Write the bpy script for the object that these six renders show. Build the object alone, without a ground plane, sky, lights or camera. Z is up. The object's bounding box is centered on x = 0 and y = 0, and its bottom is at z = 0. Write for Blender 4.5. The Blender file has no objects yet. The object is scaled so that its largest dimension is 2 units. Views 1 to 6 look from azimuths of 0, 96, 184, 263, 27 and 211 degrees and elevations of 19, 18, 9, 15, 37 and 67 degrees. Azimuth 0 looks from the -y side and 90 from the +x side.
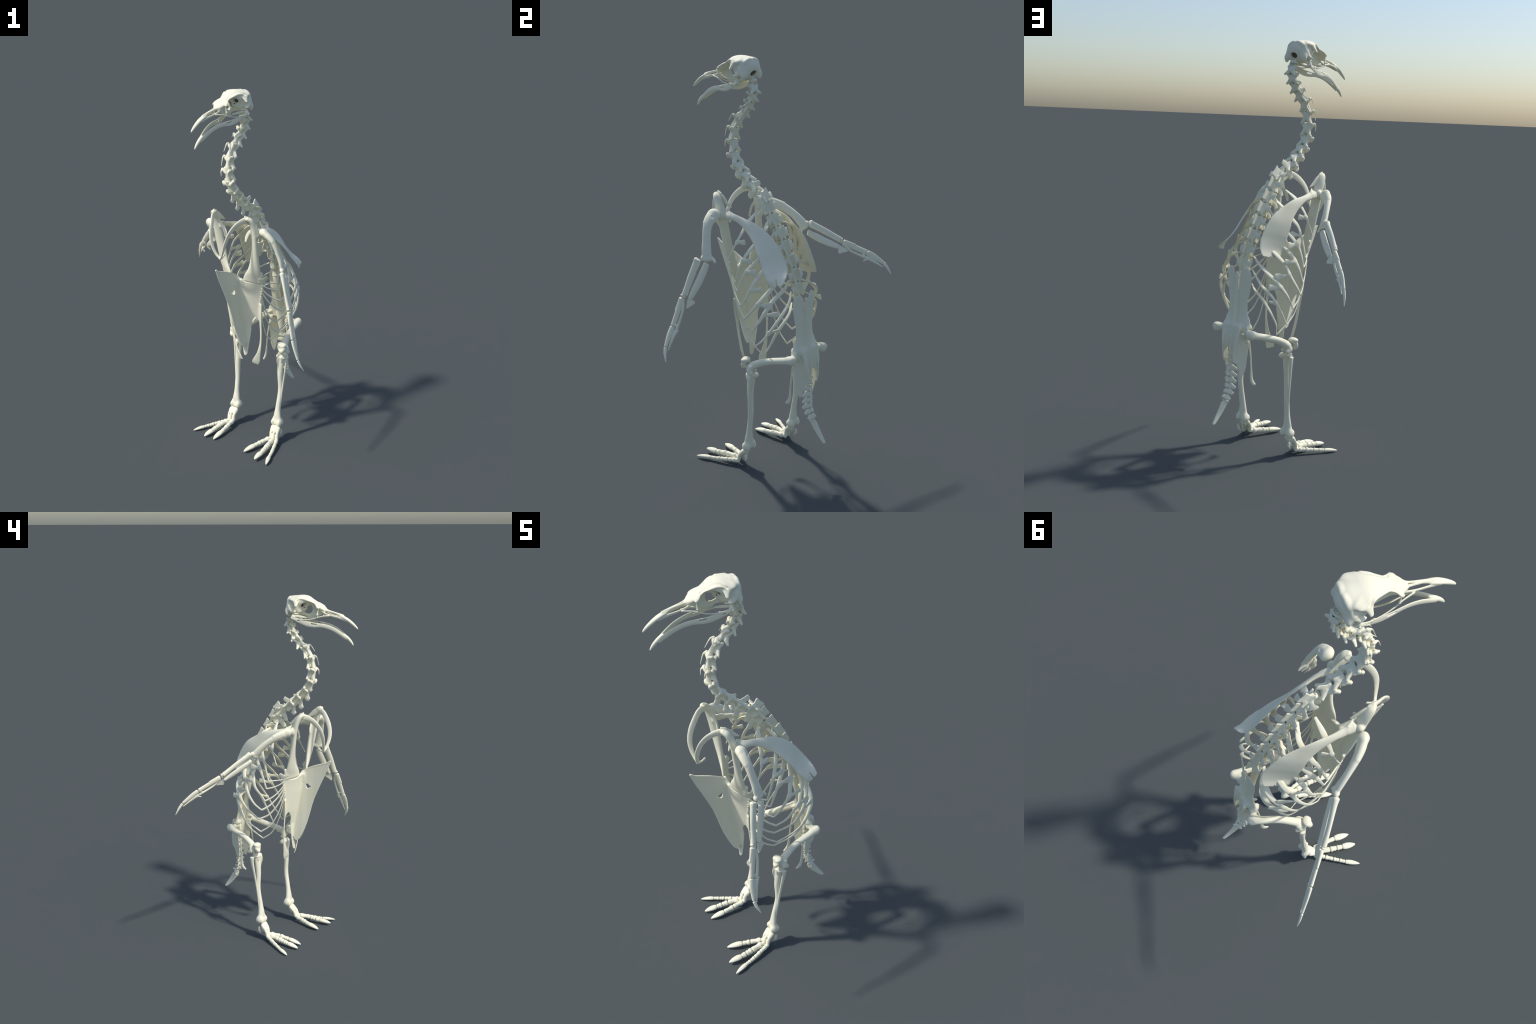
import bpy, math
import numpy as np

# ---------------------------------------------------------------- body frame
# All bones are described in the bird's own frame: a = forward, s = to its
# left, z = up.  F and LF turn that frame into the world.
F = np.array([-.606, -.7955, 0.0]); F /= np.linalg.norm(F)
LF = np.array([-F[1], F[0], 0.0])
S0 = .084
ROT = np.stack([F, LF, np.array([0, 0, 1.0])])
OFF = S0 * LF


def to_world(p):
    return np.asarray(p, float) @ ROT + OFF


def V(*p):
    return np.array(p, float)


def unit(v):
    v = np.asarray(v, float)
    return v / (np.linalg.norm(v) + 1e-12)


def spline(pts, n):
    """Catmull-Rom through control rows, n steps per span."""
    P = np.asarray(pts, float)
    if len(P) == 2:
        t = np.linspace(0, 1, n + 1)[:, None]
        return P[0] * (1 - t) + P[1] * t
    Q = np.vstack([2 * P[0] - P[1], P, 2 * P[-1] - P[-2]])
    out = []
    for i in range(1, len(Q) - 2):
        p0, p1, p2, p3 = Q[i - 1], Q[i], Q[i + 1], Q[i + 2]
        for j in range(n):
            t = j / n
            out.append(.5 * (2 * p1 + (p2 - p0) * t + (2 * p0 - 5 * p1 + 4 * p2 - p3) * t * t
                             + (3 * p1 - p0 - 3 * p2 + p3) * t ** 3))
    out.append(P[-1])
    return np.array(out)


def closed_spline(pts, n):
    P = np.asarray(pts, float)
    m = len(P)
    out = []
    for i in range(m):
        p0, p1, p2, p3 = P[i - 1], P[i], P[(i + 1) % m], P[(i + 2) % m]
        for j in range(n):
            t = j / n
            out.append(.5 * (2 * p1 + (p2 - p0) * t + (2 * p0 - 5 * p1 + 4 * p2 - p3) * t * t
                             + (3 * p1 - p0 - 3 * p2 + p3) * t ** 3))
    return np.array(out)


# ---------------------------------------------------------------- solid bone
class Bone:
    """A bone as a blend of rounded solids, meshed as one smooth surface."""

    def __init__(self, h=.002):
        self.h = h
        self.ops = []

    # -- solids -----------------------------------------------------------
    def tube(self, pts, ru, rv=None, ref=(0, 0, 1), k=.006, sub=False, n=6, cap=1.0):
        """Rod through pts, radius ru along ref and rv across it; cap < 1 flattens the ends."""
        pts = np.asarray(pts, float)
        m = len(pts)
        ru = np.broadcast_to(np.asarray(ru, float), (m,))
        rv = ru if rv is None else np.broadcast_to(np.asarray(rv, float), (m,))
        ref = np.asarray(ref, float)
        if ref.ndim == 1:
            ref = np.broadcast_to(ref, (m, 3))
        rows = spline(np.column_stack([pts, ru, rv, ref]), n)
        C = rows[:, :3]
        R = np.maximum(rows[:, 3:5], 2e-4)
        T = np.gradient(C, axis=0)
        T /= np.linalg.norm(T, axis=1)[:, None] + 1e-12
        U = rows[:, 5:8] - (rows[:, 5:8] * T).sum(1)[:, None] * T
        bad = np.linalg.norm(U, axis=1) < 1e-3
        if bad.any():
            alt = np.cross(T, V(.3, .8, .5))
            U[bad] = alt[bad]
        U /= np.linalg.norm(U, axis=1)[:, None]
        W = np.cross(T, U)
        pad = R.max() + k + 3 * self.h
        self.ops.append(('tube', C.min(0) - pad, C.max(0) + pad, k, sub, (C, R, U, W, cap)))
        return self

    def ball(self, c, r, k=.006, sub=False, axes=None):
        c = np.asarray(c, float)
        r = np.broadcast_to(np.asarray(r, float), (3,))
        A = np.eye(3) if axes is None else np.array([unit(x) for x in axes])
        pad = r.max() + k + 3 * self.h
        self.ops.append(('ball', c - pad, c + pad, k, sub, (c, r, A)))
        return self

    def plate(self, O, U, W, poly, th, k=.003, sub=False, bow=None, smooth=3, edge=None):
        """Flat or bowed sheet: outline poly in (U, W) around O, half thickness th."""
        O, U, W = np.asarray(O, float), unit(U), unit(W)
        N = unit(np.cross(U, W))
        P = closed_spline(poly, smooth) if smooth else np.asarray(poly, float)
        thm = th if not callable(th) else .02
        corners = []
        for u, w in P:
            b = bow(np.array([u]), np.array([w]))[0] if bow else 0.0
            corners.append(O + u * U + w * W + b * N)
        if bow:
            for u in np.linspace(P[:, 0].min(), P[:, 0].max(), 7):
                for w in np.linspace(P[:, 1].min(), P[:, 1].max(), 7):
                    corners.append(O + u * U + w * W + bow(np.array([u]), np.array([w]))[0] * N)
        corners = np.array(corners)
        pad = thm + k + 3 * self.h
        self.ops.append(('plate', corners.min(0) - pad, corners.max(0) + pad, k, sub,
                         (O, U, W, N, P, th, bow, edge)))
        return self

    # -- evaluation -------------------------------------------------------
    @staticmethod
    def _tube(X, data, h, k, lo, shape, D):
        C, R, U, W, cap = data
        for i in range(len(C) - 1):
            A, B = C[i], C[i + 1]
            pad = max(R[i].max(), R[i + 1].max()) + k + 2.5 * h
            i0 = np.maximum(np.floor((np.minimum(A, B) - pad - lo) / h).astype(int), 0)
            i1 = np.minimum(np.ceil((np.maximum(A, B) + pad - lo) / h).astype(int) + 1, shape)
            if (i1 <= i0).any():
                continue
            sl = tuple(slice(a, b) for a, b in zip(i0, i1))
            x, y, z = (X[0][sl[0]][:, None, None] - A[0], X[1][sl[1]][None, :, None] - A[1],
                       X[2][sl[2]][None, None, :] - A[2])
            d = B - A
            L2 = d @ d + 1e-14
            t = np.clip((x * d[0] + y * d[1] + z * d[2]) / L2, 0, 1)
            cx, cy, cz = x - t * d[0], y - t * d[1], z - t * d[2]
            u = unit(U[i] + U[i + 1])
            T = d / math.sqrt(L2)
            u = unit(u - (u @ T) * T)
            w = np.cross(T, u)
            ru = R[i, 0] + t * (R[i + 1, 0] - R[i, 0])
            rv = R[i, 1] + t * (R[i + 1, 1] - R[i, 1])
            rm = np.minimum(ru, rv)
            q = (((cx * u[0] + cy * u[1] + cz * u[2]) / ru) ** 2
                 + ((cx * w[0] + cy * w[1] + cz * w[2]) / rv) ** 2
                 + ((cx * T[0] + cy * T[1] + cz * T[2]) / (rm * cap)) ** 2)
            np.minimum(D[sl], (np.sqrt(q) - 1) * rm, out=D[sl])

    @staticmethod
    def _poly_distance(u, w, P):
        d = np.full(u.shape, 1e9)
        inside = np.zeros(u.shape, bool)
        m = len(P)
        for i in range(m):
            a, b = P[i], P[(i + 1) % m]
            e = b - a
            wx, wy = u - a[0], w - a[1]
            t = np.clip((wx * e[0] + wy * e[1]) / (e @ e + 1e-14), 0, 1)
            d = np.minimum(d, (wx - e[0] * t) ** 2 + (wy - e[1] * t) ** 2)
            c = (a[1] <= w) != (b[1] <= w)
            if abs(e[1]) > 1e-12:
                inside ^= c & (u < a[0] + (w - a[1]) * e[0] / e[1])
        return np.sqrt(d) * np.where(inside, -1, 1)

    def field(self):
        h = self.h
        lo = np.min([o[1] for o in self.ops if not o[4]], axis=0) - 2 * h
        hi = np.max([o[2] for o in self.ops if not o[4]], axis=0) + 2 * h
        shape = np.ceil((hi - lo) / h).astype(int) + 1
        X = [lo[i] + h * np.arange(shape[i]) for i in range(3)]
        G = np.full(shape, .05, np.float32)
        for kind, a, b, k, sub, data in self.ops:
            i0 = np.maximum(np.floor((a - lo) / h).astype(int), 0)
            i1 = np.minimum(np.ceil((b - lo) / h).astype(int) + 1, shape)
            if (i1 <= i0).any():
                continue
            sl = tuple(slice(p, q) for p, q in zip(i0, i1))
            g = G[sl]
            xs = [X[i][sl[i]] for i in range(3)]
            if kind == 'tube':
                D = np.full(g.shape, .05)
                self._tube(xs, data, h, k, lo + i0 * h, np.array(g.shape), D)
            elif kind == 'ball':
                c, r, A = data
                p = [xs[0][:, None, None] - c[0], xs[1][None, :, None] - c[1], xs[2][None, None, :] - c[2]]
                q = 0
                g2 = 0
                for j in range(3):
                    e = (p[0] * A[j, 0] + p[1] * A[j, 1] + p[2] * A[j, 2]) / r[j]
                    q = q + e * e
                    g2 = g2 + (e / r[j]) ** 2
                q = np.sqrt(q)
                D = q * (q - 1) / (np.sqrt(g2) + 1e-9)
            else:
                O, U, W, N, P, th, bow, edge = data
                p = [xs[0][:, None, None] - O[0], xs[1][None, :, None] - O[1], xs[2][None, None, :] - O[2]]
                u = p[0] * U[0] + p[1] * U[1] + p[2] * U[2]
                w = p[0] * W[0] + p[1] * W[1] + p[2] * W[2]
                nn = p[0] * N[0] + p[1] * N[1] + p[2] * N[2]
                if bow:
                    nn = nn - bow(u, w)
                t = th(u, w) if callable(th) else th
                dn = np.abs(nn) - t
                D = np.full(g.shape, .05)
                near = dn < k + 3 * h
                if near.any():
                    dp = self._poly_distance(u[near], w[near], P)
                    e = edge or .0012
                    d1 = dn[near] + e
                    d2 = dp + e
                    D[near] = np.minimum(np.maximum(d1, d2), 0) + np.sqrt(
                        np.maximum(d1, 0) ** 2 + np.maximum(d2, 0) ** 2) - e
            if sub:
                D = -D
                m = np.maximum(k - np.abs(g - D), 0) / k
                g[...] = np.maximum(g, D) + m * m * k * .25
            else:
                m = np.maximum(k - np.abs(g - D), 0) / k
                g[...] = np.minimum(g, D) - m * m * k * .25
        return G, lo

    def mesh_arrays(self):
        G, lo = self.field()
        h = self.h
        ins = G < 0
        nx, ny, nz = G.shape
        cnt = np.zeros((nx - 1, ny - 1, nz - 1), np.int8)
        for dx in (0, 1):
            for dy in (0, 1):
                for dz in (0, 1):
                    cnt += ins[dx:nx - 1 + dx, dy:ny - 1 + dy, dz:nz - 1 + dz]
        act = (cnt > 0) & (cnt < 8)
        I = np.argwhere(act)
        idx = np.full(act.shape, -1, np.int64)
        idx[act] = np.arange(len(I))
        co = {}
        for dx in (0, 1):
            for dy in (0, 1):
                for dz in (0, 1):
                    co[dx, dy, dz] = G[I[:, 0] + dx, I[:, 1] + dy, I[:, 2] + dz].astype(float)
        acc = np.zeros((len(I), 3))
        num = np.zeros(len(I))
        for c0 in co:
            for ax in range(3):
                if c0[ax]:
                    continue
                c1 = list(c0); c1[ax] = 1; c1 = tuple(c1)
                f0, f1 = co[c0], co[c1]
                m = (f0 < 0) != (f1 < 0)
                t = np.where(m, f0 / np.where(m, f0 - f1, 1), 0)
                for j in range(3):
                    acc[:, j] += np.where(m, c0[j] + (t if j == ax else 0), 0)
                num += m
        verts = lo + h * (I + acc / num[:, None])
        quads = []
        for ax in range(3):
            s0 = [slice(None)] * 3; s1 = [slice(None)] * 3
            s0[ax] = slice(0, -1); s1[ax] = slice(1, None)
            A, B = ins[tuple(s0)], ins[tuple(s1)]
            E = np.argwhere(A != B)
            o1, o2 = (ax + 1) % 3, (ax + 2) % 3
            E = E[(E[:, o1] > 0) & (E[:, o2] > 0) & (E[:, o1] < G.shape[o1] - 1) & (E[:, o2] < G.shape[o2] - 1)]
            flip = A[E[:, 0], E[:, 1], E[:, 2]]
            q = []
            for d1, d2 in ((1, 1), (0, 1), (0, 0), (1, 0)):
                J = E.copy(); J[:, o1] -= d1; J[:, o2] -= d2
                q.append(idx[J[:, 0], J[:, 1], J[:, 2]])
            q = np.stack(q, 1)
            q[~flip] = q[~flip][:, ::-1]
            quads.append(q)
        return verts, np.concatenate(quads)


def relax(verts, quads, it=1, f=.5):
    """Laplacian fairing that takes out the stair steps of the lattice."""
    n = len(verts)
    e = np.concatenate([quads[:, [0, 1]], quads[:, [1, 2]], quads[:, [2, 3]], quads[:, [3, 0]]])
    e = np.concatenate([e, e[:, ::-1]])
    deg = np.bincount(e[:, 0], minlength=n)[:, None] + 1e-9
    for i in range(2 * it):
        av = np.stack([np.bincount(e[:, 0], weights=verts[e[:, 1], j], minlength=n) for j in range(3)], 1) / deg
        verts = verts + (f if i % 2 == 0 else -f * 1.03) * (av - verts)
    return verts


ROOT = None
MATS = {}


def emit(name, bone, mat='bone', fair=2, parent=None):
    v, q = bone.mesh_arrays()
    v = relax(v, q, fair)
    v = to_world(v)
    me = bpy.data.meshes.new(name)
    me.vertices.add(len(v))
    me.vertices.foreach_set('co', v.astype(np.float32).ravel())
    me.loops.add(len(q) * 4)
    me.loops.foreach_set('vertex_index', q.astype(np.int32).ravel())
    me.polygons.add(len(q))
    me.polygons.foreach_set('loop_start', np.arange(0, len(q) * 4, 4, dtype=np.int32))
    me.polygons.foreach_set('loop_total', np.full(len(q), 4, np.int32))
    me.polygons.foreach_set('use_smooth', np.ones(len(q), bool))
    me.update(calc_edges=True)
    me.validate()
    me.materials.append(MATS[mat])
    ob = bpy.data.objects.new(name, me)
    bpy.context.scene.collection.objects.link(ob)
    ob.parent = parent or ROOT
    return ob


# ---------------------------------------------------------------- materials
def bone_material(name, light, warm, dark):
    m = bpy.data.materials.new(name)
    m.use_nodes = True
    nt = m.node_tree
    N, L = nt.nodes, nt.links
    b = N['Principled BSDF']
    tc = N.new('ShaderNodeTexCoord')

    def noise(scale, detail, rough=.55):
        n = N.new('ShaderNodeTexNoise')
        n.inputs['Scale'].default_value = scale
        n.inputs['Detail'].default_value = detail
        n.inputs['Roughness'].default_value = rough
        L.new(tc.outputs['Object'], n.inputs['Vector'])
        return n
    big = noise(7, 4)
    fine = noise(90, 5, .6)
    r1 = N.new('ShaderNodeValToRGB')
    r1.color_ramp.elements[0].position = .35
    r1.color_ramp.elements[1].position = .68
    r1.color_ramp.elements[0].color = (*light, 1)
    r1.color_ramp.elements[1].color = (*warm, 1)
    L.new(big.outputs['Fac'], r1.inputs['Fac'])
    r2 = N.new('ShaderNodeValToRGB')
    r2.color_ramp.elements[0].position = .55
    r2.color_ramp.elements[1].position = .85
    r2.color_ramp.elements[0].color = (0, 0, 0, 1)
    r2.color_ramp.elements[1].color = (.22, .22, .22, 1)
    L.new(fine.outputs['Fac'], r2.inputs['Fac'])
    mix = N.new('ShaderNodeMix')
    mix.data_type = 'RGBA'
    L.new(r2.outputs['Color'], mix.inputs['Factor'])
    L.new(r1.outputs['Color'], mix.inputs['A'])
    mix.inputs['B'].default_value = (*dark, 1)
    L.new(mix.outputs['Result'], b.inputs['Base Color'])
    b.inputs['Roughness'].default_value = .62
    b.inputs['Specular IOR Level'].default_value = .25
    grain = noise(260, 4, .6)
    add = N.new('ShaderNodeMath')
    add.operation = 'ADD'
    L.new(fine.outputs['Fac'], add.inputs[0])
    L.new(grain.outputs['Fac'], add.inputs[1])
    bump = N.new('ShaderNodeBump')
    bump.inputs['Strength'].default_value = .12
    bump.inputs['Distance'].default_value = .0015
    L.new(add.outputs[0], bump.inputs['Height'])
    L.new(bump.outputs['Normal'], b.inputs['Normal'])
    MATS[name] = m


bone_material('bone', (.88, .85, .675), (.865, .825, .625), (.79, .73, .52))

ROOT = bpy.data.objects.new('penguin_skeleton', None)
ROOT.empty_display_size = .1
bpy.context.scene.collection.objects.link(ROOT)
ROOT.location = (0, 0, 0)
ROOT['label'] = 'standing penguin skeleton of ivory bone with spread flippers'
ROOT['category'] = 'animal skeleton'

MID = -.004          # mid plane of trunk and legs


def side(sg, mid=MID):
    return lambda a, s, z: V(a, sg * s + mid, z)


# ---------------------------------------------------------------- skull
HS = -.021           # mid plane of the head


def build_skull():
    H = lambda a, t, z: V(a, HS + t, z)
    B = Bone(.0014)
    # braincase and forehead
    B.ball(H(.146, 0, 1.940), (.054, .064, .050), k=.01)
    B.ball(H(.180, 0, 1.957), (.056, .050, .039), k=.015)
    B.ball(H(.132, 0, 1.954), (.040, .050, .040), k=.012)
    # nuchal crest across the back of the head
    B.tube([H(.128, -.058, 1.940), H(.116, -.040, 1.970), H(.112, -.018, 1.984), H(.110, 0, 1.983), H(.112, .018, 1.984), H(.116, .040, 1.970),
            H(.128, .058, 1.940)], [.007, .008, .008, .006, .008, .008, .007], k=.010)
    # frontal roof that thins between the eyes and runs into the bill
    B.tube([H(.122, 0, 1.970), H(.17, 0, 1.981), H(.205, 0, 1.981), H(.235, 0, 1.969), H(.265, 0, 1.953),
            H(.295, 0, 1.937), H(.32, 0, 1.921)],
           [.046, .062, .050, .037, .031, .034, .016], [.014, .016, .014, .012, .012, .014, .008],
           ref=(0, 1, 0), k=.012)
    for sg in (1, -1):
        h = lambda a, t, z: H(a, sg * t, z)
        # postorbital process and the brow behind it
        B.tube([h(.148, .038, 1.978), h(.165, .060, 1.966), h(.175, .076, 1.944)], [.022, .019, .009], [.009, .007, .004],
               ref=(1, 0, -.3), k=.012)
        # squamosal and zygomatic process
        B.tube([h(.136, .052, 1.925), h(.150, .062, 1.915), h(.168, .060, 1.914)], [.014, .009, .003], k=.008)
        # paroccipital swelling
        B.tube([h(.122, .038, 1.938), h(.113, .051, 1.917), h(.114, .055, 1.899)], [.020, .016, .009], [.016, .012, .006],
               ref=(0, 1, 0), k=.014)
        # lacrimal wing
        B.tube([h(.268, .020, 1.955), h(.284, .036, 1.944), h(.292, .042, 1.936)], [.012, .010, .005], [.006, .005, .004],
               ref=(1, 0, -.5), k=.008)
    # eye sockets
    for sg in (1, -1):
        h = lambda a, t, z: H(a, sg * t, z)
        B.ball(h(.232, .047, 1.930), (.050, .0445, .037), k=.005, sub=True)
        B.ball(h(.212, .060, 1.915), (.040, .042, .042), k=.006, sub=True)
        B.ball(h(.262, .040, 1.905), (.030, .032, .030), k=.006, sub=True)
        # temple hollow behind the postorbital process
        B.ball(h(.147, .090, 1.944), (.020, .026, .032), k=.010, sub=True)
        # shallow gland groove over the brow
        B.tube([h(.172, .066, 1.978), h(.190, .053, 1.990), h(.215, .040, 1.989), h(.245, .029, 1.974), h(.268, .026, 1.962)], [.006, .010, .010, .008, .004],
               [.003, .0035, .0035, .003, .002], ref=(0, 1, 0), k=.004, sub=True)
    # septum between the sockets
    B.plate(H(0, 0, 0), (1, 0, 0), (0, 0, 1),
            [(.18, 1.965), (.24, 1.965), (.285, 1.945), (.305, 1.915), (.29, 1.897), (.25, 1.884), (.215, 1.871), (.208, 1.885),
             (.185, 1.899), (.165, 1.905), (.165, 1.935)], .0017, k=.004)
    B.plate(H(0, 0, 0), (1, 0, 0), (0, 0, 1),
            [(.196, 1.950), (.215, 1.953), (.232, 1.946), (.241, 1.928), (.234, 1.909), (.218, 1.901), (.20, 1.907), (.184, 1.916),
             (.191, 1.932)], .006, k=.002, sub=True)
    # antorbital window, brain cavity, foramen magnum, optic holes
    for sg in (1, -1):
        h = lambda a, t, z: H(a, sg * t, z)
        B.ball(h(.306, .024, 1.910), (.016, .016, .012), k=.004, sub=True)
    B.ball(H(.145, 0, 1.944), (.043, .048, .040), k=.004, sub=True)
    B.tube([H(.070, 0, 1.915), H(.140, 0, 1.934)], [.0205, .0190], [.0145, .0140], ref=(0, 1, 0), k=.003, sub=True)
    for sg in (1, -1):
        h = lambda a, t, z: H(a, sg * t, z)
        B.tube([h(.168, .018, 1.947), h(.21, .026, 1.951)], [.0115, .0115], k=.002, sub=True)
        B.tube([h(.165, .024, 1.922), h(.195, .010, 1.934)], [.0065, .0055], k=.002, sub=True)
        # quadrate
        B.tube([h(.145, .048, 1.915), h(.150, .055, 1.898), h(.150, .057, 1.887)], [.008, .006, .010], k=.005)
        B.tube([h(.152, .052, 1.903), h(.172, .034, 1.899)], [.005, .002], k=.004)
        # pterygoid and palatine
        B.tube([h(.152, .050, 1.890), h(.18, .030, 1.886), h(.207, .012, 1.880)], [.004, .007, .004], [.003, .002, .002],
               ref=(0, 0, 1), k=.003)
        B.tube([h(.205, .010, 1.878), h(.23, .014, 1.877), h(.262, .017, 1.881), h(.30, .015, 1.888), h(.34, .010, 1.892)],
               [.004, .008, .007, .005, .003], [.0025, .002, .002, .002, .002], ref=(0, sg * .6, .5), k=.003)
        # jugal bar
        B.tube([h(.153, .059, 1.884), h(.19, .055, 1.875), h(.23, .048, 1.873), h(.27, .040, 1.881), h(.305, .030, 1.892),
                h(.345, .020, 1.897)], [.0035, .003, .003, .003, .0032, .004], [.0025, .0022, .0022, .0022, .0025, .003], k=.003)
        # lacrimal strut down to the jugal
        B.tube([h(.290, .034, 1.938), h(.290, .038, 1.918), h(.287, .040, 1.901)], [.004, .0025, .006], [.003, .0022, .004], k=.004)
        B.tube([h(.288, .040, 1.900), h(.286, .037, 1.886)], [.003, .002], k=.003)
        # maxilla bar below the nostril
        B.tube([h(.300, .020, 1.925), h(.322, .016, 1.908), h(.36, .0145, 1.897), h(.40, .0115, 1.889), h(.44, .006, 1.876)],
               [.008, .005, .005, .006, .006], [.004, .003, .003, .003, .004], ref=(0, 0, 1), k=.004)
        # nasal bar above the nostril
        B.tube([h(.305, .012, 1.930), h(.335, .006, 1.920), h(.38, .003, 1.910), h(.42, 0, 1.898)],
               [.007, .0055, .005, .006], [.006, .004, .0035, .004], k=.004)
    # bill tip, curving down
    B.tube([H(.385, 0, 1.907), H(.41, 0, 1.898), H(.435, 0, 1.886), H(.46, 0, 1.871), H(.485, 0, 1.853), H(.500, 0, 1.840), H(.506, 0, 1.834)],
           [.004, .010, .0125, .0108, .0078, .005, .002], [.003, .005, .0075, .0082, .007, .0048, .002], ref=(0, 1, 0), k=.006)
    # parasphenoid and condyle under the brain
    B.tube([H(.118, 0, 1.902), H(.150, 0, 1.898), H(.190, 0, 1.897), H(.225, 0, 1.893)], [.016, .024, .008, .003], [.004, .007, .004, .003],
           ref=(0, 1, 0), k=.008)
    B.ball(H(.110, 0, 1.900), .006, k=.004)
    emit('skull', B)


def build_mandible():
    H = lambda a, t, z: V(a, HS + t, z)
    B = Bone(.0014)
    for sg in (1, -1):
        h = lambda a, t, z: H(a, sg * t, z)
        # ramus: deep in the middle, twisted rod toward the tip
        B.tube([h(.140, .058, 1.880), h(.165, .058, 1.872), h(.20, .052, 1.862), h(.235, .045, 1.851), h(.27, .038, 1.846),
                h(.305, .031, 1.845), h(.34, .024, 1.839), h(.38, .017, 1.824), h(.42, .010, 1.800), h(.445, .005, 1.782)],
               [.006, .008, .013, .0145, .013, .011, .011, .011, .010, .009],
               [.005, .004, .003, .0028, .0028, .0028, .003, .0035, .004, .0045], ref=(0, 0, 1), k=.003, n=8)
        # articular cup with inner and rear processes
        B.tube([h(.148, .050, 1.880), h(.148, .066, 1.880)], [.007, .006], [.006, .005], k=.004)
        B.tube([h(.148, .055, 1.878), h(.134, .050, 1.876)], [.006, .003], k=.004)
        B.tube([h(.150, .052, 1.877), h(.156, .040, 1.876)], [.004, .002], k=.004)
        B.tube([h(.195, .053, 1.872), h(.203, .0525, 1.879)], [.005, .002], [.003, .002], k=.003)
        # windows
        B.tube([h(.255, .043, 1.852), h(.282, .036, 1.849)], [.0032, .0024], [.008, .008], ref=(0, 0, 1), k=.002, sub=True)
        B.tube([h(.178, .056, 1.868), h(.188, .055, 1.866)], [.0028, .0024], [.008, .008], ref=(0, 0, 1), k=.002, sub=True)
    B.tube([H(.425, 0, 1.797), H(.45, 0, 1.783), H(.468, 0, 1.767), H(.480, 0, 1.752), H(.4835, 0, 1.747)],
           [.009, .0085, .0068, .004, .0015], [.008, .0085, .007, .004, .0015], ref=(0, 1, 0), k=.005)
    emit('mandible', B)


# ---------------------------------------------------------------- neck
NECK = [(.108, -.020, 1.893), (.098, -.016, 1.853), (.107, -.016, 1.817), (.130, -.017, 1.777), (.160, -.019, 1.742),
        (.203, -.017, 1.696), (.228, -.014, 1.640), (.234, -.014, 1.579), (.223, -.011, 1.520), (.190, -.010, 1.475),
        (.147, -.010, 1.434), (.105, -.009, 1.393), (.060, -.009, 1.345)]


def frame_at(P, i):
    a = P[max(i - 1, 0)]
    b = P[min(i + 1, len(P) - 1)]
    T = unit(np.subtract(a, b))            # toward the head
    Lt = unit(V(0, 1, 0) - T * T[1])
    D = unit(np.cross(T, Lt))              # dorsal (backward / up)
    if D[0] > 0:
        D = -D
    return T, Lt, D


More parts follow.
